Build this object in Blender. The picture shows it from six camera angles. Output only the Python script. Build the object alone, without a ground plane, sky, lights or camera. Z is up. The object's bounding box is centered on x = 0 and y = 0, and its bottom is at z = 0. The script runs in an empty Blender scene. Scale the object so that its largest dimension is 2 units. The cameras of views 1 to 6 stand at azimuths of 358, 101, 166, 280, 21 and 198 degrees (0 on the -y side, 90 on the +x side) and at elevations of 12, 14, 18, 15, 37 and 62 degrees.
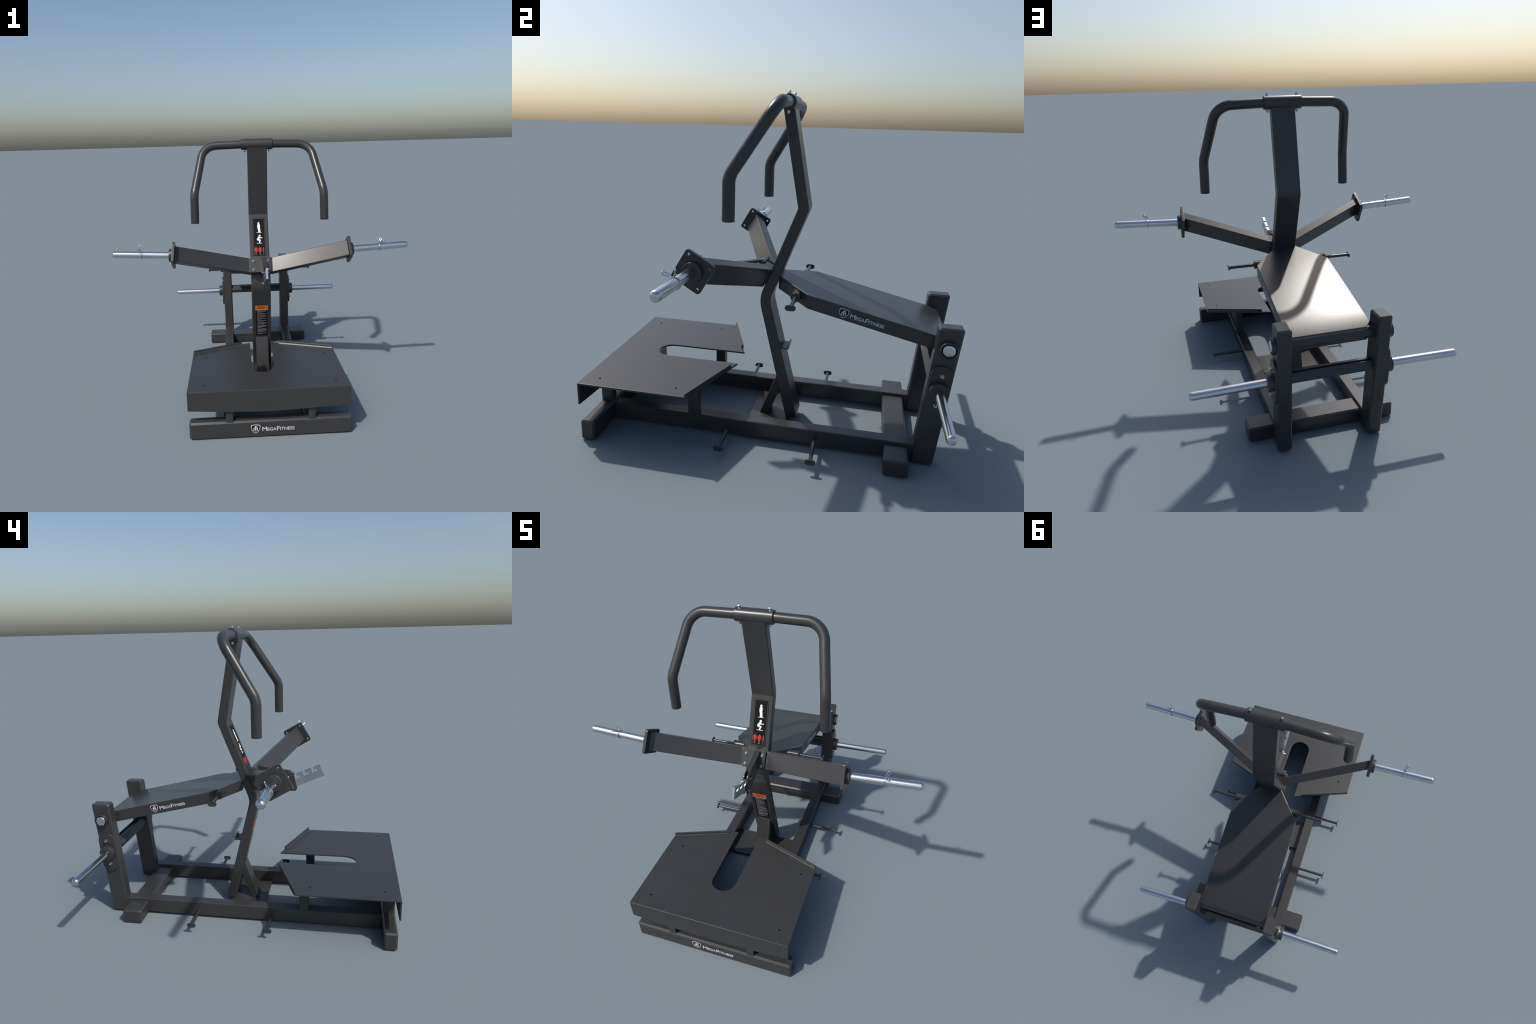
# Plate-loaded belt squat machine, built part by part from profiles and sweeps.
import bpy, bmesh, math, random
from mathutils import Vector, Matrix

random.seed(7)
V = Vector
COL = bpy.context.scene.collection

# ------------------------------------------------------------------ materials
def new_mat(name):
    m = bpy.data.materials.new(name)
    m.use_nodes = True
    nt = m.node_tree
    return m, nt, nt.nodes['Principled BSDF']

def coat_material(name, dark, light, rough_lo, rough_hi, spec=0.5, bump=0.04, metallic=0.0):
    """Powder coat: two close tones mixed by noise, fine orange-peel bump."""
    m, nt, p = new_mat(name)
    N, L = nt.nodes.new, nt.links.new
    tc = N('ShaderNodeTexCoord')
    n1 = N('ShaderNodeTexNoise'); n1.inputs['Scale'].default_value = 6; n1.inputs['Detail'].default_value = 4
    L(tc.outputs['Object'], n1.inputs['Vector'])
    cr = N('ShaderNodeValToRGB')
    cr.color_ramp.elements[0].position = 0.35; cr.color_ramp.elements[0].color = (*dark, 1)
    cr.color_ramp.elements[1].position = 0.65; cr.color_ramp.elements[1].color = (*light, 1)
    L(n1.outputs['Fac'], cr.inputs['Fac']); L(cr.outputs['Color'], p.inputs['Base Color'])
    n2 = N('ShaderNodeTexNoise'); n2.inputs['Scale'].default_value = 14; n2.inputs['Detail'].default_value = 3
    L(tc.outputs['Object'], n2.inputs['Vector'])
    mr = N('ShaderNodeMapRange')
    mr.inputs['From Min'].default_value = 0.3; mr.inputs['From Max'].default_value = 0.7
    mr.inputs['To Min'].default_value = rough_lo; mr.inputs['To Max'].default_value = rough_hi
    L(n2.outputs['Fac'], mr.inputs['Value']); L(mr.outputs['Result'], p.inputs['Roughness'])
    n3 = N('ShaderNodeTexNoise'); n3.inputs['Scale'].default_value = 420; n3.inputs['Detail'].default_value = 2
    L(tc.outputs['Object'], n3.inputs['Vector'])
    b = N('ShaderNodeBump'); b.inputs['Strength'].default_value = bump; b.inputs['Distance'].default_value = 0.0006
    L(n3.outputs['Fac'], b.inputs['Height']); L(b.outputs['Normal'], p.inputs['Normal'])
    p.inputs['Specular IOR Level'].default_value = spec
    p.inputs['Metallic'].default_value = metallic
    return m

def plain_material(name, col, rough, metallic=0.0, spec=0.15):
    m, nt, p = new_mat(name)
    N, L = nt.nodes.new, nt.links.new
    tc = N('ShaderNodeTexCoord')
    n = N('ShaderNodeTexNoise'); n.inputs['Scale'].default_value = 30; n.inputs['Detail'].default_value = 3
    L(tc.outputs['Object'], n.inputs['Vector'])
    cr = N('ShaderNodeValToRGB')
    cr.color_ramp.elements[0].position = 0.3; cr.color_ramp.elements[0].color = (*[c * 0.94 for c in col], 1)
    cr.color_ramp.elements[1].position = 0.7; cr.color_ramp.elements[1].color = (*col, 1)
    L(n.outputs['Fac'], cr.inputs['Fac']); L(cr.outputs['Color'], p.inputs['Base Color'])
    p.inputs['Roughness'].default_value = rough
    p.inputs['Metallic'].default_value = metallic
    p.inputs['Specular IOR Level'].default_value = spec
    return m

BLACK = coat_material('black_powder_coat', (0.0345, 0.0345, 0.035), (0.0365, 0.0365, 0.037), 0.32, 0.33, bump=0.01)
DARK = coat_material('dark_fitting_coat', (0.032, 0.032, 0.0325), (0.034, 0.034, 0.0345), 0.32, 0.33, bump=0.01)
CHROME = coat_material('polished_steel', (0.60, 0.61, 0.62), (0.66, 0.67, 0.68), 0.17, 0.19, bump=0.0, metallic=1.0)
ZINC = coat_material('zinc_bolt_steel', (0.46, 0.46, 0.47), (0.52, 0.52, 0.53), 0.22, 0.28, bump=0.0, metallic=1.0)
PLATE_STEEL = coat_material('brushed_hook_steel', (0.55, 0.56, 0.57), (0.63, 0.64, 0.65), 0.24, 0.28, bump=0.0, metallic=1.0)
INK_BLACK = plain_material('sticker_black', (0.011, 0.011, 0.012), 0.5, spec=0.08)
INK_WHITE = plain_material('sticker_white', (0.82, 0.82, 0.82), 0.5)
INK_GREY = plain_material('sticker_grey', (0.22, 0.22, 0.22), 0.5)
INK_TEXT = plain_material('sticker_text_grey', (0.20, 0.20, 0.20), 0.5)
INK_RED = plain_material('sticker_red', (0.50, 0.04, 0.035), 0.5)
INK_DARK_RED = plain_material('sticker_dark_red', (0.16, 0.015, 0.015), 0.5)
INK_ORANGE = plain_material('sticker_orange', (0.58, 0.115, 0.02), 0.5)
INK_BROWN = plain_material('sticker_brown', (0.24, 0.065, 0.012), 0.5)
INK_PALE = plain_material('lettering_pale_grey', (0.62, 0.63, 0.66), 0.5)

# -------------------------------------------------------------------- helpers
ROOT = bpy.data.objects.new('belt_squat_machine', None)
COL.objects.link(ROOT)
ROOT.empty_display_size = 0.1
ROOT['label'] = 'black steel belt squat machine with weight pegs and foot platform'
ROOT['category'] = 'gym machine'

def obj_from_mesh(name, me, mat, parent, stuff=False):
    o = bpy.data.objects.new(name, me)
    if mat is not None and not me.materials:
        me.materials.append(mat)
    COL.objects.link(o)
    o.parent = parent or ROOT
    if stuff:
        o['kind'] = 'stuff'
    return o

def finish(bm, name, mat, parent, bevel=0.0, seg=2, angle=28, weighted=True, stuff=False, keep=None):
    """Chamfer every sharp edge, shade smooth by angle, link as a named part."""
    bmesh.ops.remove_doubles(bm, verts=bm.verts, dist=1e-6)
    bmesh.ops.recalc_face_normals(bm, faces=bm.faces)
    if bevel > 0:
        es = [e for e in bm.edges if len(e.link_faces) == 2 and e.calc_face_angle(0) > math.radians(angle)
              and (keep is None or keep(e))]
        bmesh.ops.bevel(bm, geom=es, offset=bevel, segments=seg, profile=0.5, affect='EDGES', clamp_overlap=True)
    me = bpy.data.meshes.new(name)
    bm.to_mesh(me); bm.free()
    for poly in me.polygons:
        poly.use_smooth = True
    me.set_sharp_from_angle(angle=math.radians(30 if (seg == 1 and bevel > 0) else 50))
    o = obj_from_mesh(name, me, mat, parent, stuff)
    if weighted:
        w = o.modifiers.new('weighted_normal', 'WEIGHTED_NORMAL')
        w.keep_sharp = True; w.weight = 80
    return o

def steer_highlight_normals(o, fn):
    """Highlight baked into flat faces: turn their shading normals as fn(point, face normal) says."""
    me = o.data
    base = [V(n.vector) for n in me.corner_normals]
    for p in me.polygons:
        for li in p.loop_indices:
            q = fn(me.vertices[me.loops[li].vertex_index].co, p.normal, p.area)
            if q is not None: base[li] = q.normalized()
    for m in list(o.modifiers): o.modifiers.remove(m)
    me.normals_split_custom_set([tuple(n) for n in base])

def add_box(bm, lo, hi):
    r = bmesh.ops.create_cube(bm, size=1)
    c = (V(lo) + V(hi)) / 2; s = V(hi) - V(lo)
    for v in r['verts']:
        v.co = V((v.co.x * s.x, v.co.y * s.y, v.co.z * s.z)) + c
    return r['verts']

def box(name, lo, hi, mat, parent=None, bevel=0.006, seg=2):
    bm = bmesh.new(); add_box(bm, lo, hi)
    return finish(bm, name, mat, parent, bevel, seg)

def add_prism(bm, pts, frame, depth0, depth1):
    """pts: 2D outline; frame: (origin, u, v, n); extruded along n from depth0 to depth1."""
    o, u, v, n = frame
    a = [bm.verts.new(o + u * p[0] + v * p[1] + n * depth0) for p in pts]
    b = [bm.verts.new(o + u * p[0] + v * p[1] + n * depth1) for p in pts]
    k = len(pts)
    fs = [bm.faces.new(a), bm.faces.new(b[::-1])]
    for i in range(k):
        j = (i + 1) % k
        fs.append(bm.faces.new((a[i], b[i], b[j], a[j])))
    return fs

YZ = (V((0, 0, 0)), V((0, 1, 0)), V((0, 0, 1)), V((1, 0, 0)))
XY = (V((0, 0, 0)), V((1, 0, 0)), V((0, 1, 0)), V((0, 0, 1)))

def prism(name, pts, frame, d0, d1, mat, parent=None, bevel=0.004, seg=2, angle=28):
    bm = bmesh.new(); add_prism(bm, pts, frame, d0, d1)
    return finish(bm, name, mat, parent, bevel, seg, angle)

def axis_basis(d):
    d = d.normalized()
    h = V((0, 0, 1)) if abs(d.z) < 0.9 else V((0, 1, 0))
    u = d.cross(h).normalized(); w = u.cross(d).normalized()
    return u, w, d

def add_lathe(bm, p0, direction, profile, n=40):
    """profile: list of (distance along axis, radius); radius 0 closes the end."""
    u, w, d = axis_basis(V(direction)); p0 = V(p0)
    rings = []
    for t, r in profile:
        c = p0 + d * t
        if r <= 1e-7:
            rings.append([bm.verts.new(c)])
        else:
            rings.append([bm.verts.new(c + (u * math.cos(2 * math.pi * i / n) + w * math.sin(2 * math.pi * i / n)) * r) for i in range(n)])
    for a, b in zip(rings, rings[1:]):
        for i in range(n):
            j = (i + 1) % n
            if len(a) == 1 and len(b) == 1: continue
            if len(a) == 1: bm.faces.new((a[0], b[j], b[i]))
            elif len(b) == 1: bm.faces.new((a[i], a[j], b[0]))
            else: bm.faces.new((a[i], a[j], b[j], b[i]))

def rod_profile(length, r, round0=0.0, round1=0.0, k=6):
    pr = []
    if round0 <= 0: pr += [(0, 0), (0, r)]
    else:
        rr = min(round0, r)
        pr += [(0, 0)] + ([(0, r - rr)] if r - rr > 1e-6 else [])
        pr += [(rr - rr * math.cos(a), r - rr + rr * math.sin(a)) for a in [math.pi / 2 * i / k for i in range(1, k + 1)]]
    if round1 <= 0: pr += [(length, r), (length, 0)]
    else:
        rr = min(round1, r)
        pr += [(length - rr + rr * math.sin(a), r - rr + rr * math.cos(a)) for a in [math.pi / 2 * i / k for i in range(0, k)]]
        if r - rr > 1e-6: pr.append((length, r - rr))
        pr.append((length, 0))
    return pr

def rod(name, p0, p1, r, mat, parent=None, round0=0.0, round1=0.0, n=40):
    p0, p1 = V(p0), V(p1)
    bm = bmesh.new(); add_lathe(bm, p0, p1 - p0, rod_profile((p1 - p0).length, r, round0, round1), n)
    return finish(bm, name, mat, parent, 0)

def fillet_path(pts, tang, k=12):
    """Polyline with each inner corner replaced by an arc-like curve of the given tangent length."""
    pts = [V(p) for p in pts]; out = [pts[0]]
    for i in range(1, len(pts) - 1):
        t = tang[i - 1]
        a = pts[i] + (pts[i - 1] - pts[i]).normalized() * t
        b = pts[i] + (pts[i + 1] - pts[i]).normalized() * t
        d0 = (pts[i] - pts[i - 1]).normalized(); d1 = (pts[i + 1] - pts[i]).normalized()
        ang = d0.angle(d1)
        w = math.cos(ang / 2)                       # rational quadratic = exact circular arc
        for j in range(k + 1):
            s = j / k
            den = (1 - s) ** 2 + 2 * w * s * (1 - s) + s * s
            out.append((a * (1 - s) ** 2 + pts[i] * 2 * w * s * (1 - s) + b * s * s) / den)
    out.append(pts[-1])
    return out

def add_tube(bm, path, r, n=28, cap=True, closed=False):
    path = [V(p) for p in path]; m = len(path); rings = []; u = None
    for i, p in enumerate(path):
        if closed: d = (path[(i + 1) % m] - path[i - 1]).normalized()
        else: d = (path[min(i + 1, m - 1)] - path[max(i - 1, 0)]).normalized()
        if u is None: u = axis_basis(d)[0]
        else: u = (u - d * u.dot(d)).normalized()
        w = d.cross(u)
        rings.append([bm.verts.new(p + (u * math.cos(2 * math.pi * q / n) + w * math.sin(2 * math.pi * q / n)) * r) for q in range(n)])
    seq = list(zip(rings, rings[1:])) + ([(rings[-1], rings[0])] if closed else [])
    for a, b in seq:
        for q in range(n):
            bm.faces.new((a[q], a[(q + 1) % n], b[(q + 1) % n], b[q]))
    if cap and not closed:
        bm.faces.new(rings[0][::-1]); bm.faces.new(rings[-1])

def stadium(cx, cy, half_len, half_wid, k=10):
    """Long axis along the first coordinate."""
    pts = []; a = half_len - half_wid
    for i in range(k + 1):
        t = -math.pi / 2 + math.pi * i / k
        pts.append((cx + a + half_wid * math.cos(t), cy + half_wid * math.sin(t)))
    for i in range(k + 1):
        t = math.pi / 2 + math.pi * i / k
        pts.append((cx - a + half_wid * math.cos(t), cy + half_wid * math.sin(t)))
    return pts

def rounded_rect(hw, hh, r, k=5):
    pts = []
    for sx, sy, a0 in ((1, 1, 0), (-1, 1, 90), (-1, -1, 180), (1, -1, 270)):
        for i in range(k + 1):
            t = math.radians(a0 + 90 * i / k)
            pts.append((sx * (hw - r) + r * math.cos(t), sy * (hh - r) + r * math.sin(t)))
    return pts

# ------------------------------------------------------------ repeated fittings
def bolt_mesh():
    """Hex nut on a stub of thread, axis +Z, seat at z=0, about 17 mm across flats."""
    bm = bmesh.new()
    add_lathe(bm, (0, 0, 0), (0, 0, 1), [(0, 0), (0, 0.0095), (0.0012, 0.0095), (0.0012, 0.0)], 24)
    add_lathe(bm, (0, 0, 0.0012), (0, 0, 1), [(0, 0), (0, 0.0080), (0.0105, 0.0080), (0.0120, 0.0066), (0.0120, 0)], 6)
    add_lathe(bm, (0, 0, 0.0132), (0, 0, 1), [(0, 0), (0, 0.0056), (0.0030, 0.0056), (0.0042, 0.0044), (0.0042, 0)], 16)
    me = bpy.data.meshes.new('bolt'); bm.to_mesh(me); bm.free()
    for p in me.polygons: p.use_smooth = True
    me.set_sharp_from_angle(angle=math.radians(35))
    me.materials.append(ZINC)
    return me
BOLT = bolt_mesh()

def bolt(pos, direction, parent, size=1.0):
    o = obj_from_mesh('bolt', BOLT, None, parent)
    u, w, d = axis_basis(V(direction))
    o.matrix_local = Matrix.Translation(V(pos)) @ Matrix((u, -w, d)).transposed().to_4x4() @ Matrix.Scale(size, 4)
    return o

# ------------------------------------------------------------------ base frame
CX = -0.0045                         # the lower frame sits a few millimetres off centre
RAIL_IN, RAIL_OUT = 0.2155, 0.2815

front_bar = box('front_crossbar', (-0.4815 + CX * 0.8, -0.907, 0.0), (0.4815 + CX * 0.8, -0.832, 0.107), BLACK, bevel=0.010, seg=1)
for sx in (1, -1):
    off = -0.0145 if sx > 0 else CX              # the right-hand rail stands a centimetre further in
    x0, x1 = sorted((sx * RAIL_IN + off, sx * RAIL_OUT + off))
    box('side_rail', (x0, -0.8325, 0.011), (x1, 0.768, 0.099), BLACK, bevel=0.004, seg=1)
box('rear_crossbar', (-0.408 + CX, 0.603, 0.0), (0.408 + CX, 0.720, 0.0840), BLACK, bevel=0.008, seg=1)

# leaning rear posts
POSTS = {}
LEAN = (0.915 - 0.842) / (0.716 - 0.004)
for sx in (1, -1):
    prof = [(0.735, 0.003), (0.842, 0.003), (0.9160, 0.717), (0.8040, 0.717)]
    lo, hi = sorted((sx * 0.2165 + CX, sx * 0.2885 + CX))
    bm = bmesh.new(); add_prism(bm, prof, YZ, lo, hi)
    # posts splay outwards a touch towards the top
    for v in bm.verts:
        v.co.x += -sx * 0.007 * (1 - v.co.z / 0.717)
    POSTS[sx] = finish(bm, 'rear_post', BLACK, None, 0.008, 1)

# open channel between the posts
prof = [(0.790, 0.398), (0.871, 0.411), (0.850, 0.454), (0.841, 0.451), (0.859, 0.418), (0.796, 0.408), (0.793, 0.424), (0.813, 0.445), (0.828, 0.446), (0.828, 0.453), (0.809, 0.453), (0.784, 0.426)]
prism('cross_channel', prof, YZ, -0.2235 + CX, 0.2235 + CX, BLACK, bevel=0.0015, seg=1)

# -------------------------------------------------- rear weight pegs and pivots
for sx in (1, -1):
    post = POSTS[sx]
    n = V((sx, 0, 0)); up = V((0, LEAN, 1)).normalized(); side = V((0, 1, -LEAN)).normalized()
    xo = sx * 0.2855 + CX
    c = V((xo, 0.8285, 0.412))
    fr = (c, up, side, n)
    prism('peg_flange', stadium(0, 0, 0.124, 0.051, 14), fr, -0.004, 0.0125, DARK, post, bevel=0.002)
    bm = bmesh.new()
    add_lathe(bm, c, n, [(0.012, 0), (0.012, 0.0455), (0.038, 0.0455), (0.041, 0.0425), (0.041, 0)], 48)
    finish(bm, 'peg_collar', DARK, post)
    tip = V((sx * 0.7045 + CX, 0.834, 0.4105))
    base = c + n * 0.036
    rod('weight_peg', base, tip, 0.0215, CHROME, post, 0, 0.016)
    for s in (1, -1):
        bolt(c + up * (0.076 * s) + n * 0.0125, n, post, 1.0)
    # pivot bearing ring with a steel end cap
    pc = V((sx * 0.2875 + CX, 0.853, 0.6175))
    bm = bmesh.new()
    add_lathe(bm, pc, n, [(-0.004, 0.0), (-0.004, 0.041), (0.018, 0.041), (0.021, 0.038), (0.021, 0.0335), (0.008, 0.0325), (0.008, 0)], 48)
    finish(bm, 'pivot_ring', DARK, post)
    bm = bmesh.new()
    add_lathe(bm, pc, n, [(0.004, 0), (0.004, 0.0300), (0.0195, 0.0300), (0.0235, 0.0265), (0.0255, 0.018), (0.0262, 0)], 40)
    finish(bm, 'pivot_cap', CHROME, post)

# ----------------------------------------------------------------- bench beam
SL = -0.2335                                     # slope of the bench plane dz/dy
def bench_z(y): return 0.8400 + SL * y
ang = math.atan(SL)
bu = V((0, math.cos(ang), math.sin(ang))); bn = V((0, -math.sin(ang), math.cos(ang)))
BX = -0.003
AX_Y, AX_Z = 0.853, 0.6135
outline = [(-0.066, 0.020), (0.066, 0.020), (0.2185, 0.194), (0.2185, 0.842), (0.214, 0.8465), (-0.187, 0.8465), (-0.2185, 0.806), (-0.2185, 0.194)]
bm = bmesh.new()
top = [V((p[0] + BX, p[1], bench_z(p[1]))) for p in outline]
bot = [q - V((0, 0, 0.0710)) for q in top]
ta = [bm.verts.new(q) for q in top]; tb = [bm.verts.new(q) for q in bot]
bm.faces.new(ta); bm.faces.new(tb[::-1])
for i in range(len(ta)):
    j = (i + 1) % len(ta); bm.faces.new((ta[i], tb[i], tb[j], ta[j]))
bench = finish(bm, 'bench_beam', BLACK, None, 0.0035, 2)
bm = bmesh.new(); bm.from_mesh(bench.data)
for y in [0.10 + 0.04 * i for i in range(19)]:
    bmesh.ops.bisect_plane(bm, geom=bm.verts[:] + bm.edges[:] + bm.faces[:], plane_co=(0, y, 0), plane_no=(0, 1, 0))
bm.to_mesh(bench.data); bm.free()
for p in bench.data.polygons: p.use_smooth = True
def bench_normal(co, n, area):
    if n.dot(bn) > 0.999:
        y = co.y                                     # flat top; normals tilted rearward so sun glare peaks mid-bench
        t = 0.025 + 0.085 * max(0.0, (y - 0.15) / 0.69) + 0.085 * max(0.0, (y - 0.60) / 0.24) ** 2
        return bn * math.cos(t) + bu * math.sin(t)
    if area > 2e-4: return n.copy()
    return None
steer_highlight_normals(bench, bench_normal)
rod('pivot_tube', (-0.2200 + CX, 0.8310, 0.6095), (0.2200 + CX, 0.8310, 0.6095), 0.0320, BLACK, bench)
for sx in (1, -1):
    bolt((sx * 0.042, 0.125, bench_z(0.125) - 0.068), (0, 0, -1), bench, 1.5)

# ------------------------------------------------------------- storage pins
def storage_pin(x_in, x_out, y, z, sx, parent, collar=None):
    bm = bmesh.new()
    d = V((sx, 0, 0)); cx = BX if collar else CX
    a = V((sx * x_in + cx, y, z)); L = x_out - x_in
    add_lathe(bm, a, d, rod_profile(L, 0.0095), 24)
    fr = (V((sx * x_out + cx, y, z)), V((0, 1, 0)), V((0, 0, 1)), d)
    add_prism(bm, stadium(0, 0, 0.0255, 0.0135, 8), fr, -0.003, 0.003)
    finish(bm, 'storage_pin', DARK, parent)
    if collar:
        bm = bmesh.new()
        add_lathe(bm, V((sx * collar[0] + cx, y, z)), d, [(0, 0), (0, 0.0240), (collar[1] - collar[0] - 0.002, 0.0240),
                  (collar[1] - collar[0], 0.0220), (collar[1] - collar[0], 0)], 36)
        finish(bm, 'pin_collar', DARK, parent)

for sx in (1, -1):
    rail = [o for o in ROOT.children if o.name.startswith('side_rail')][0 if sx > 0 else 1]
    storage_pin(0.27, 0.4645, -0.183, 0.054, sx, rail)
    storage_pin(0.27, 0.4665, 0.266, 0.054, sx, rail)
    storage_pin(0.16, 0.374, 0.131, 0.7765, sx, bench, (0.120, 0.222))

# ------------------------------------------------------------------- column
def ribbon(path, half_fn):
    """Closed 2D outline of a band of given half width around a polyline."""
    left, right = [], []
    m = len(path)
    for i, p in enumerate(path):
        half = half_fn(p)
        d0 = (path[i] - path[i - 1]).normalized() if i > 0 else None
        d1 = (path[i + 1] - path[i]).normalized() if i < m - 1 else None
        if d0 is None: t = d1; k = 1
        elif d1 is None: t = d0; k = 1
        else:
            t = (d0 + d1).normalized(); k = 1 / max(0.3, t.dot(d0))
        nrm = V((-t.y, t.x, 0))
        left.append(p + nrm * half * k); right.append(p - nrm * half * k)
    return [(q.x, q.y) for q in left] + [(q.x, q.y) for q in right[::-1]]

K_TOP, K1, K2, K_BOT = V((0.0390, 1.690, 0)), V((0.1335, 1.186, 0)), V((-0.0535, 0.700, 0)), V((0.1150, 0.030, 0))
cpath = fillet_path([K_TOP, K1, K2, K_BOT], [0.012, 0.045], 6)
CW = 0.0695
def col_half(p):                                  # the lower leg deepens slightly towards the foot
    return 0.0276 + 0.0030 * max(0.0, min(1.0, (0.70 - p.y) / 0.60))
column = prism('column', ribbon(cpath, col_half), YZ, -CW, CW, BLACK, None, bevel=0.007, seg=3, angle=40)
# brace strut in front of the column foot, and the foot plate between the rails
prism('brace_strut', [(0.024, 0.268), (0.060, 0.225), (-0.018, 0.0265), (-0.066, 0.0265)], YZ, -0.0455, 0.0455, BLACK, column, bevel=0.003)
box('foot_plate', (-RAIL_IN + CX - 0.003, -0.117, 0.013), (RAIL_IN - 0.0145 + 0.003, 0.108, 0.0270), BLACK, column, bevel=0.002)
# little shelf hook behind the column
prism('shelf_hook', [(0.030, 0.424), (0.083, 0.424), (0.083, 0.447), (0.077, 0.447), (0.077, 0.430), (0.030, 0.430)], YZ, -0.05, 0.05, BLACK, column, bevel=0.001, seg=1)

# ----------------------------------------------------------------- handlebar
HZ, HY = 1.693, 0.046
hp = [(-0.445, -0.145, 1.173), (-0.441, -0.145, 1.3695), (-0.374, 0.0525, 1.6865), (-0.125, HY, HZ), (0.125, HY, HZ), (0.374, 0.0525, 1.6865), (0.441, -0.145, 1.3695), (0.445, -0.145, 1.173)]
hpath = fillet_path(hp, [0.030, 0.090, 0.01, 0.01, 0.090, 0.030], 14)
bm = bmesh.new(); add_tube(bm, hpath, 0.0285, 36)
handlebar = finish(bm, 'handlebar', BLACK, None, 0.002, 2, angle=60)
bm = bmesh.new()
add_lathe(bm, (-0.110, HY, HZ), (1, 0, 0), [(0.0, 0.0), (0.0, 0.0355), (0.003, 0.0385), (0.217, 0.0385), (0.220, 0.0355), (0.220, 0)], 48)
finish(bm, 'clamp_sleeve', BLACK, handlebar)
for sx in (1, -1):
    bolt((sx * 0.086, HY, HZ + 0.0365), (0, 0, 1), handlebar, 1.0)
    bolt((sx * 0.086, HY, HZ - 0.0365), (0, 0, -1), handlebar, 1.0)

# ------------------------------------------------------------ foot platform
DZ, DT = 0.309, 0.010
SLOT_L, SLOT_R, SLOT_END = -0.098, 0.0485, -0.680
sc, sr = (SLOT_L + SLOT_R) / 2, (SLOT_R - SLOT_L) / 2
outline = [(-0.488, -0.9165), (0.468, -0.9165), (0.467, -0.343), (SLOT_R, -0.196)]
outline += [(sc + sr * math.cos(t), SLOT_END + sr - sr * math.sin(t)) for t in [math.pi * i / 16 for i in range(17)]]
outline += [(SLOT_L, -0.194), (-0.488, -0.341)]
bm = bmesh.new(); add_prism(bm, outline, XY, DZ - DT, DZ)
platform = finish(bm, 'foot_platform', BLACK, None, 0.002, 2, angle=50)
# front skirt hangs lower in the middle
sk = [(-0.488, DZ - 0.003), (0.468, DZ - 0.003)]
for i in range(25):
    x = 0.468 - (0.956) * i / 24
    f = abs((x + 0.01) / 0.478)
    sk.append((x, 0.169 + 0.023 * f ** 1.5))
fr = (V((0, -0.9170, 0)), V((1, 0, 0)), V((0, 0, 1)), V((0, 1, 0)))
prism('platform_skirt', sk, fr, 0.0, 0.010, BLACK, platform, bevel=0.003, angle=50)
# raised stop lips along the slanted rear edges
for a, b in (((0.4665, -0.3435), (0.108, -0.2175)), ((-0.4875, -0.3415), (-0.158, -0.2165))):
    a, b = V((*a, 0)), V((*b, 0)); d = (b - a).normalized()
    inn = V((d.y, -d.x, 0)) if a.x > 0 else V((-d.y, d.x, 0))
    if inn.y > 0: inn = -inn
    fr = (a, inn, V((0, 0, 1)), d)
    lp = [(-0.001, DZ - DT), (-0.001, DZ + 0.019), (0.009, DZ + 0.019), (0.010, DZ + 0.006), (0.016, DZ + 0.0005), (0.016, DZ - DT + 0.001)]
    prism('stop_lip', lp, fr, 0.0, (b - a).length, BLACK, platform, bevel=0.002, angle=35)
for x in (0.3935, -0.3955):
    for y in (-0.4215, -0.831):
        bm = bmesh.new(); add_lathe(bm, (x, y, DZ - 0.003), (0, 0, 1), [(0, 0), (0, 0.0062), (0.0042, 0.0055), (0.0048, 0.004), (0.003, 0.003), (0.003, 0)], 20)
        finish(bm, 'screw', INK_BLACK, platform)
for sx in (1, -1):
    lo, hi = sorted((sx * 0.2225 - 0.004, sx * 0.2645 - 0.004))
    box('platform_leg', (lo, -0.9035, 0.095), (hi, -0.8385, DZ - DT + 0.001), BLACK, platform, bevel=0.003)
    lo, hi = sorted((sx * 0.2300 + CX * (2.5 if sx > 0 else 1), sx * 0.2805 + CX * (2.5 if sx > 0 else 1)))
    box('platform_leg', (lo, -0.406, 0.096), (hi, -0.350, DZ - DT + 0.001), BLACK, platform, bevel=0.003)

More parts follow.
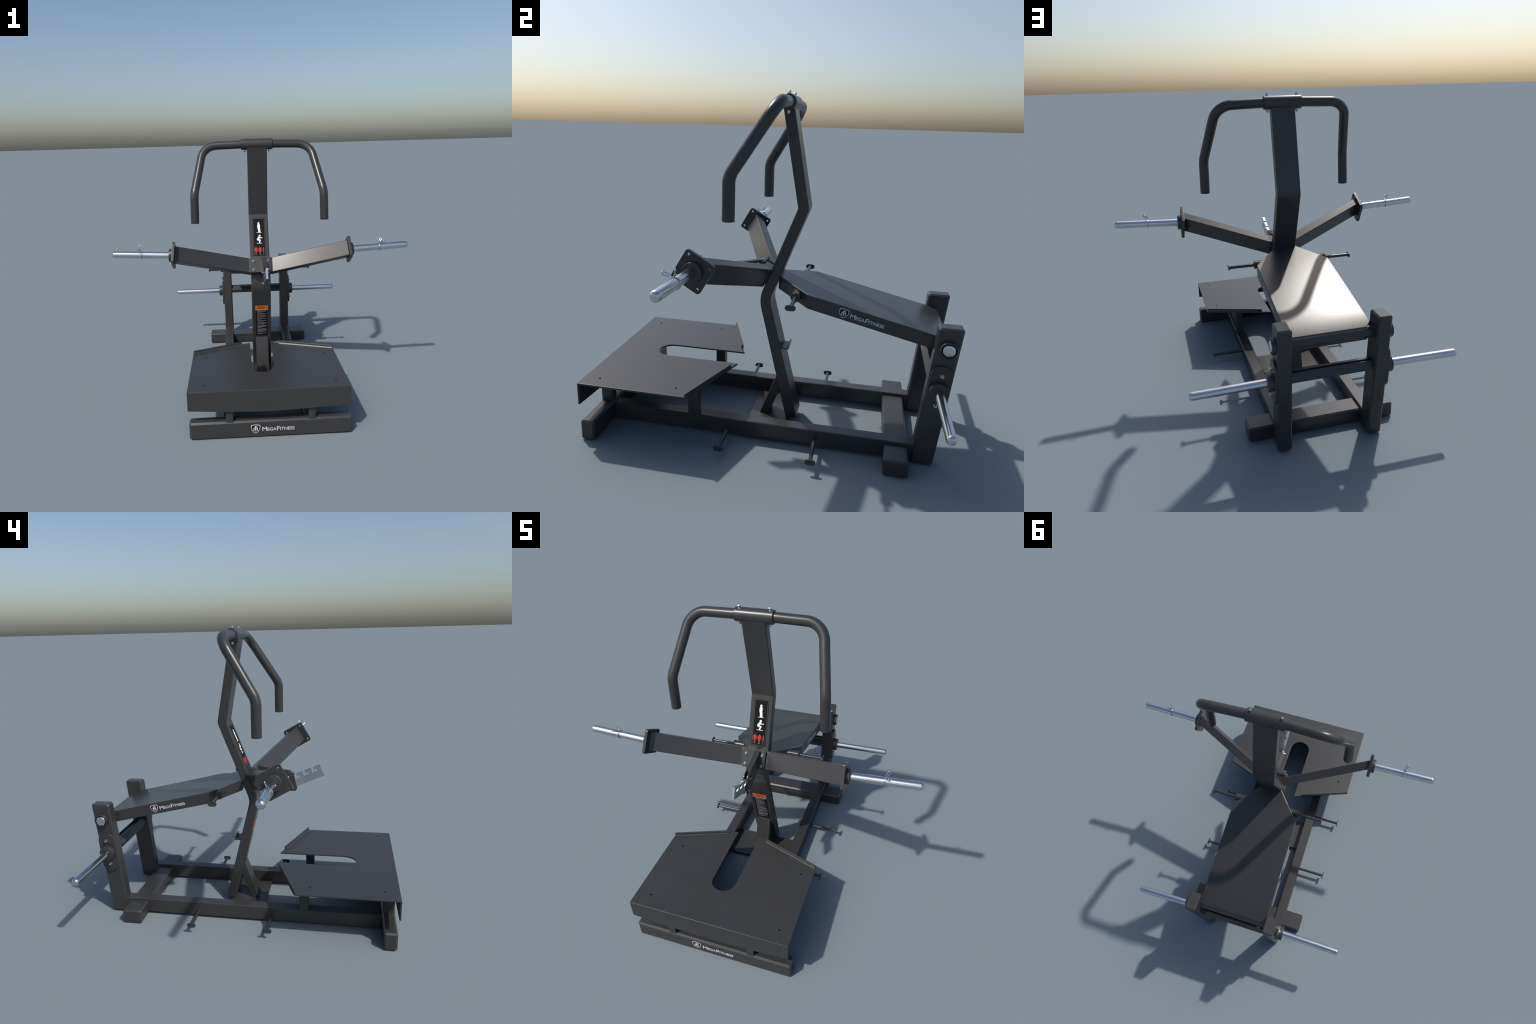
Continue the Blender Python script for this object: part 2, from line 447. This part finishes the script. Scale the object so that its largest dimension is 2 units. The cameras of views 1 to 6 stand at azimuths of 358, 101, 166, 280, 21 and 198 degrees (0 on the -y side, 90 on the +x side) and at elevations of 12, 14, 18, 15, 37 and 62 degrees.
# ---------------------------------------------------------------- lever arms
FT, FB, RB, RT = (-0.055, 0.898), (-0.110, 0.804), (-0.058, 0.773), (-0.003, 0.867)
for sx in (1, -1):
    bm = bmesh.new(); rings = []
    for x, dy, dz in ((0.011, 0, 0), (0.085, 0, 0), (0.586, -0.2018, 0.1472)):
        rings.append([bm.verts.new((sx * x, y + dy, z + dz)) for y, z in (FT, FB, RB, RT)])
    for a, b in zip(rings, rings[1:]):
        for i in range(4):
            bm.faces.new((a[i], a[(i + 1) % 4], b[(i + 1) % 4], b[i]))
    bm.faces.new(rings[0]); bm.faces.new(rings[-1][::-1])
    arm = finish(bm, 'lever_arm', BLACK, None, 0.004, 2, angle=60)
    bm = bmesh.new(); bm.from_mesh(arm.data)
    for x in (0.12, 0.18, 0.25, 0.33, 0.42, 0.50):
        bmesh.ops.bisect_plane(bm, geom=bm.verts[:] + bm.edges[:] + bm.faces[:], plane_co=(sx * x, 0, 0), plane_no=(1, 0, 0))
    bm.to_mesh(arm.data); bm.free()
    for p in arm.data.polygons: p.use_smooth = True
    block_n = V((0, -0.863, 0.505))
    def arm_normal(co, n, area):
        if area < 1e-4: return None
        if n.dot(block_n) > 0.85:                    # flat front wall: normals skewed to brighten sheen near the column
            t = max(0.0, min(1.0, (abs(co.x) - 0.06) / 0.53))
            return n.lerp(block_n, 0.5 * (1 - t) ** 1.3)
        return n.copy()
    steer_highlight_normals(arm, arm_normal)
    n = V((sx, 0.004, 0.0515)).normalized()
    c = V((sx * 0.5815, -0.2545, 0.9780))
    dn = V((0, -0.505, -0.863)); dn = (dn - n * dn.dot(n)).normalized(); sd = n.cross(dn).normalized()
    fr = (c, dn, sd, n)
    # flange plate with four bolt holes
    bm = bmesh.new()
    outer = rounded_rect(0.0735, 0.0735, 0.014, 5)
    add_prism(bm, outer, fr, 0.0, 0.0175)
    plate = finish(bm, 'flange_plate', DARK, arm, 0.0015, 2, angle=50)
    cut = bmesh.new()
    for a in (1, -1):
        for b in (1, -1):
            add_lathe(cut, c + dn * 0.0548 * a + sd * 0.0548 * b - n * 0.02, n, [(0, 0), (0, 0.0068), (0.06, 0.0068), (0.06, 0)], 20)
    cme = bpy.data.meshes.new('cutter'); bmesh.ops.recalc_face_normals(cut, faces=cut.faces); cut.to_mesh(cme); cut.free()
    co = bpy.data.objects.new('hole_cutter', cme); COL.objects.link(co)
    md = plate.modifiers.new('holes', 'BOOLEAN'); md.object = co; md.operation = 'DIFFERENCE'; md.solver = 'EXACT'
    plate.modifiers.remove(plate.modifiers['weighted_normal'])
    bpy.context.view_layer.update()
    dg = bpy.context.evaluated_depsgraph_get()
    nm = bpy.data.meshes.new_from_object(plate.evaluated_get(dg))
    plate.modifiers.clear(); plate.data = nm; nm.name = 'flange_plate'
    nm.set_sharp_from_angle(angle=math.radians(30))
    w = plate.modifiers.new('weighted_normal', 'WEIGHTED_NORMAL'); w.keep_sharp = True
    bpy.data.objects.remove(co)
    bm = bmesh.new()
    add_lathe(bm, c, n, [(0.016, 0), (0.016, 0.0445), (0.036, 0.0445), (0.039, 0.0415), (0.039, 0)], 48)
    finish(bm, 'peg_collar', DARK, arm)
    tip = V((sx * 1.0, -0.2525, 0.9985))
    base = c + n * 0.036
    pd = (tip - base).normalized()
    rod('weight_peg', base, tip, 0.0230, CHROME, arm, 0, 0.019)
    # spring clip: wire ring with two finger loops
    pc = base + pd * ((0.801 - abs(base.x)) / abs(pd.x))
    u = V((0, 1, 0)); u = (u - pd * u.dot(pd)).normalized(); w = V((0, 0, 1)); w = (w - pd * w.dot(pd)).normalized()
    bm = bmesh.new()
    ring = []
    for i in range(73):
        a = math.pi / 2 + 0.35 + 2 * math.pi * 1.9 * i / 72
        ring.append(pc + (u * math.cos(a) + w * math.sin(a)) * 0.0245 + pd * (0.0045 * (i / 72 - 0.5)))
    add_tube(bm, ring, 0.0024, 8)
    for k, (dy, lean, h) in enumerate(((-0.042, 0.024, 0.045), (0.010, 0.021, 0.0605))):
        foot = pc + w * 0.024 + u * (-0.007 + 0.003 * (1 if dy > 0 else -1))
        tipv = pc + w * h + u * dy + pd * lean
        ax = (tipv - foot).normalized()
        lat = ax.cross(u).normalized() * 0.0065
        loop = fillet_path([foot, foot + ax * 0.014 + lat, tipv + lat, tipv - lat, foot + ax * 0.014 - lat * 0.6], [0.004, 0.006, 0.006], 5)
        add_tube(bm, loop, 0.0023, 8)
    finish(bm, 'spring_clip', ZINC, arm)

# ----------------------------------------- clamp plate, pull bracket, hook plate
fd = V((0, FB[0] - FT[0], FB[1] - FT[1])).normalized(); fn = V((0, fd.z, -fd.y))
if fn.y > 0: fn = -fn
fo = V((0, *FT))
clampfr = (fo + fd * 0.054, V((1, 0, 0)), -fd, fn)
clamp = prism('clamp_plate', rounded_rect(0.071, 0.059, 0.012, 5), clampfr, 0.0005, 0.0135, BLACK, None, bevel=0.0015, angle=50)
for sx in (1, -1):
    for t in (0.030, 0.093):
        bolt(fo + V((sx * 0.051, 0, 0)) + fd * t + fn * 0.0135, fn, clamp, 0.95)
prof = fillet_path([V((-0.072, 0.906, 0)), V((-0.288, 0.868, 0)), V((-0.312, 0.747, 0)), V((-0.262, 0.747, 0)), V((-0.118, 0.803, 0))], [0.022, 0.018, 0.010], 5)
prof = [(p.x, p.y) for p in prof]
bracket = prism('pull_bracket', prof, YZ, 0.0060, 0.0125, BLACK, None, bevel=0.001, seg=1, angle=50)
prism('bracket_cheek', prof, YZ, 0.0275, 0.0355, BLACK, bracket, bevel=0.001, seg=1, angle=50)
prism('bracket_core', [(-0.072, 0.905), (-0.236, 0.875), (-0.250, 0.757), (-0.118, 0.804)], YZ, 0.012, 0.028, BLACK, bracket, bevel=0)
E0 = V((0, -0.449, 0.9165)); ha = V((0, 0.921, -0.390)); hd = V((0, -0.386, -0.923))
hk = [(0.0, 0.0), (0.0, 0.073), (0.205, 0.073), (0.205, 0.0)]
for o1 in (0.159, 0.102, 0.045):
    hk += [(o1 + 0.013, 0), (o1 + 0.013, 0.033), (o1 - 0.016, 0.033), (o1 - 0.016, 0.015), (o1 - 0.007, 0.015), (o1 - 0.007, 0.023), (o1, 0.023), (o1, 0)]
prism('hook_plate', hk, (E0, ha, hd, V((1, 0, 0))), 0.0130, 0.0270, PLATE_STEEL, bracket, bevel=0.0008, seg=1)
for y, z in ((-0.258, 0.837), (-0.285, 0.769)):
    bolt((0.0355, y, z), (1, 0, 0), bracket, 0.65); bolt((0.0060, y, z), (-1, 0, 0), bracket, 0.65)

# ---------------------------------------------------------- printed stickers
def add_flat(bm, pts, fr, h0=0.0003, h1=0.0008):
    add_prism(bm, pts, fr, h0, h1)

def flat(name, shapes, fr, mat, parent, h1=0.0008, stuff=False):
    bm = bmesh.new()
    for i, s in enumerate(shapes): add_flat(bm, s, fr, 0.0, h1 + 0.00004 * i * (len(shapes) < 20))
    return finish(bm, name, mat, parent, 0, weighted=False, stuff=stuff)

def capsule(ax, ay, bx, by, r0, r1=None, k=6):
    r1 = r0 if r1 is None else r1
    a = math.atan2(by - ay, bx - ax); pts = []
    for i in range(k + 1):
        t = a + math.pi / 2 + math.pi * i / k; pts.append((ax + r0 * math.cos(t), ay + r0 * math.sin(t)))
    for i in range(k + 1):
        t = a - math.pi / 2 + math.pi * i / k; pts.append((bx + r1 * math.cos(t), by + r1 * math.sin(t)))
    return pts

def disc(x, y, r, k=18): return [(x + r * math.cos(2 * math.pi * i / k), y + r * math.sin(2 * math.pi * i / k)) for i in range(k)]
def rect(x0, y0, x1, y1): return [(x0, y0), (x1, y0), (x1, y1), (x0, y1)]

# frame of a column face: u = +x, v = up the face, n = outwards to the front
def face_frame(a, b, s, half):
    d = (b - a).normalized()                       # down the face in (y, z)
    nrm = V((d.y, -d.x, 0))
    if nrm.x > 0: nrm = -nrm
    p = a + d * s + nrm * (half + 0.0002)
    return (V((0, p.x, p.y)), V((1, 0, 0)), V((0, -d.x, -d.y)), V((0, nrm.x, nrm.y)))

def lower_face_frame(s):
    # the lower leg tapers, so its front face is tilted a little against the centre line
    d = (K_BOT - K2).normalized(); nrm = V((d.y, -d.x, 0))
    if nrm.x > 0: nrm = -nrm
    a = K2 + nrm * col_half(K2); b = K_BOT + nrm * col_half(K_BOT)
    L = (b - a).length; d = (b - a).normalized(); nrm = V((d.y, -d.x, 0))
    if nrm.x > 0: nrm = -nrm
    p = a + d * s + nrm * 0.0004
    return (V((0, p.x, p.y)), V((1, 0, 0)), V((0, -d.x, -d.y)), V((0, nrm.x, nrm.y)))

# exercise chart, upper face; chart units of 0.354 mm, origin at the chart's top centre
seg = K2 - K1
fr = face_frame(K1, K2, 0.036, 0.0276)
S = 0.000354
chart = flat('exercise_chart', [rect(-0.0455, -0.287, 0.0455, 0)], fr, INK_BLACK, column, 0.0008)
b0, b1 = 0.0415, 0.0405
flat('chart_border', [rect(-b0, -0.0045, b0, -0.0035), rect(-b0, -0.2835, b0, -0.2825), rect(-b0, -0.2835, -b1, -0.0035), rect(b1, -0.2835, b0, -0.0035)], fr, INK_GREY, column, 0.0012)
def px(shape): return [(x * S, -y * S) for x, y in shape]
stand = [disc(-2, 110, 21), capsule(-2, 150, 0, 205, 25, 21), capsule(-22, 155, -20, 215, 9, 7), capsule(16, 155, 12, 200, 11, 9),
         capsule(-4, 200, 0, 298, 19, 12), capsule(8, 205, 24, 290, 16, 9), rect(-48, 304, 54, 312), capsule(0, 298, 14, 300, 6)]
squat = [disc(10, 372, 21), capsule(2, 405, -28, 448, 21, 22), capsule(14, 412, 32, 424, 9, 8), capsule(30, 424, 62, 416, 8, 8),
         capsule(-28, 456, 18, 470, 20, 15), capsule(18, 470, -2, 520, 15, 10), capsule(-6, 524, 16, 527, 6), rect(-54, 526, 60, 534)]
flat('standing_figure', [px(s) for s in stand], fr, INK_WHITE, column, 0.0012)
flat('squatting_figure', [px(s) for s in squat], fr, INK_WHITE, column, 0.0012)
for cxp, w in ((-74, 1.0), (8, 1.0), (80, 0.45)):
    body = [capsule(cxp, 642, cxp, 690, 25 * w, 17 * w), capsule(cxp - 9 * w, 690, cxp - 9 * w, 728, 9 * w, 6 * w), capsule(cxp + 9 * w, 690, cxp + 9 * w, 728, 9 * w, 6 * w)]
    if w > 0.9: body += [capsule(cxp - 24, 645, cxp - 30, 676, 8, 5), capsule(cxp + 24, 645, cxp + 30, 676, 8, 5)]
    flat('muscle_figure', [px(s) for s in body], fr, INK_RED, column, 0.0012)
    extra = [disc(cxp, 622, 8 * w + 2)] + [capsule(cxp + q * 34 * w, 684, cxp + q * 36 * w, 696, 3 * w) for q in (-1, 1)] + [capsule(cxp + q * 8 * w, 738, cxp + q * 8 * w, 746, 4 * w) for q in (-1, 1)] \
        + [rect(cxp - 14 * w - 4, 760, cxp + 14 * w + 4, 766), rect(cxp - 12 * w, 772, cxp + 10 * w, 776)]
    flat('muscle_outline', [px(s) for s in extra], fr, INK_GREY, column, 0.0011)

# warning label, lower face
d2 = (K_BOT - K2).normalized()
fr = lower_face_frame(0.164)
LH = 0.263
flat('warning_label', [rect(-0.0425, -LH, 0.0425, -0.036)], fr, INK_BLACK, column, 0.0008)
flat('warning_header', [rect(-0.0475, -0.036, 0.0475, 0)], fr, INK_ORANGE, column, 0.0009)
flat('header_rule', [rect(-0.0472, -0.0375, 0.0472, -0.0355)], fr, INK_PALE, column, 0.0011)
def word_row(y, x0, x1, h):
    out = []; x = x0
    while x < x1:
        w = random.uniform(0.003, 0.009)
        if x + w > x1: w = x1 - x
        if w > 0.0012: out.append(rect(x, y - h, x + w, y))
        x += w + 0.0011
    return out
rows = []
for i, hw in enumerate((0.022, 0.024, 0.027, 0.027)):
    rows += word_row(-0.0055 - i * 0.0072, -hw, hw, 0.0038)
flat('header_lettering', rows, fr, INK_BROWN, column, 0.0012, stuff=True)
rows, bullets = [], []
y = -0.0425
for n_lines in (3, 2, 3, 2, 2, 3, 4, 5, 2):
    bullets.append(rect(-0.0385, y - 0.003, -0.0362, y))
    for k in range(n_lines):
        end = 0.037 if k < n_lines - 1 else random.uniform(0.0, 0.03)
        rows += word_row(y, -0.033, end + random.uniform(-0.005, 0.0), 0.0034)
        y -= 0.00655
    y -= 0.0051
flat('warning_lettering', rows, fr, INK_TEXT, column, 0.0012, stuff=True)
flat('warning_bullet', bullets, fr, INK_DARK_RED, column, 0.0012, stuff=True)

# maker's mark: shield with monogram, then the name in small capitals
def text_mesh(txt):
    cu = bpy.data.curves.new('lettering', 'FONT'); cu.body = txt; cu.size = 1.0; cu.offset = 0.012; cu.resolution_u = 4
    o = bpy.data.objects.new('lettering', cu); COL.objects.link(o)
    bpy.context.view_layer.update()
    me = bpy.data.meshes.new_from_object(o.evaluated_get(bpy.context.evaluated_depsgraph_get()))
    bpy.data.objects.remove(o); bpy.data.curves.remove(cu)
    return me

def add_text(bm, txt, x0, y0, cap, fr, h, width=None, thick=0.0006):
    me = text_mesh(txt)
    xs = [v.co.x for v in me.vertices]; ys = [v.co.y for v in me.vertices]
    s = cap / (max(ys) - min(ys)); lo = min(xs); w = (max(xs) - lo) * s
    kx = s if width is None else s * width / w
    o, u, v, n = fr
    b2 = bmesh.new(); b2.from_mesh(me); bpy.data.meshes.remove(me)
    bmesh.ops.dissolve_limit(b2, angle_limit=0.001, verts=b2.verts, edges=b2.edges)
    ext = bmesh.ops.extrude_face_region(b2, geom=b2.faces[:])
    up = {e for e in ext['geom'] if isinstance(e, bmesh.types.BMVert)}
    idx = {}
    for q in b2.verts:
        idx[q] = bm.verts.new(o + u * (x0 + (q.co.x - lo) * kx) + v * (y0 + (q.co.y - min(ys)) * s) + n * (h if q in up else h - thick))
    for f in b2.faces:
        try: bm.faces.new([idx[q] for q in f.verts])
        except ValueError: pass
    b2.free()
    return (w if width is None else width)

def shield(w, h, k=7):
    """Rounded shield, bulging top, pointed foot, centred."""
    half = [(0, 0.5), (0.28, 0.475), (0.42, 0.43), (0.49, 0.34), (0.495, 0.20), (0.46, 0.03), (0.38, -0.16), (0.26, -0.33), (0.12, -0.45), (0.04, -0.495)]
    pts = [(x * w, y * h) for x, y in half]
    return pts + [(-x, y) for x, y in pts[:0:-1]]

def makers_mark(fr, scale, parent):
    o, u, v, n = fr
    W = 0.056 * scale
    sh = flat('badge_shield', [shield(W, W)], fr, INK_PALE, parent, 0.0008)
    flat('badge_field', [shield(W * 0.87, W * 0.87)], fr, INK_BLACK, parent, 0.0012)
    bm = bmesh.new()
    add_text(bm, 'F', -0.004 * scale, 0.0030 * scale, 0.0155 * scale, fr, 0.0016, width=0.0155 * scale)
    add_text(bm, 'M', -0.0125 * scale, -0.0095 * scale, 0.0165 * scale, fr, 0.0018, width=0.025 * scale)
    for q in (rect(-0.0022, -0.0145, 0.0022, 0.012), rect(-0.0052, -0.0155, 0.0052, -0.0125), rect(-0.0145, -0.0105, -0.0065, -0.0075), rect(0.0065, -0.0105, 0.0145, -0.0075)):
        add_flat(bm, [(a * scale, b * scale) for a, b in q], fr, 0.0008, 0.0015)
    finish(bm, 'badge_monogram', INK_PALE, parent, weighted=False)
    flat('badge_square', [[(a * scale, b * scale) for a, b in rect(-0.0135, 0.0075, -0.0055, 0.0165)]], fr, INK_BROWN, parent, 0.0016)
    x = 0.0390 * scale; y = -0.0150 * scale
    for txt, cap, wd in (('M', 0.0250, 0.0280), ('EGA', 0.0195, 0.0530), ('F', 0.0250, 0.0170), ('ITNESS', 0.0195, 0.0860)):
        bm = bmesh.new()
        wdt = add_text(bm, txt, x, y, cap * scale, fr, 0.0008, width=wd * scale)
        finish(bm, 'name_lettering', INK_PALE, parent, weighted=False)
        x += wdt + 0.0025 * scale

makers_mark((V((-0.0968, -0.907, 0.0555)), V((1, 0, 0)), V((0, 0, 1)), V((0, -1, 0))), 1.0, front_bar)
mid = -0.0340
for sx, y0 in ((1, 0.376), (-1, 0.546)):
    p = V((sx * 0.2185 + BX, y0, bench_z(y0))) + bn * mid
    makers_mark((p, bu * sx, bn, V((sx, 0, 0))), 0.865, bench)
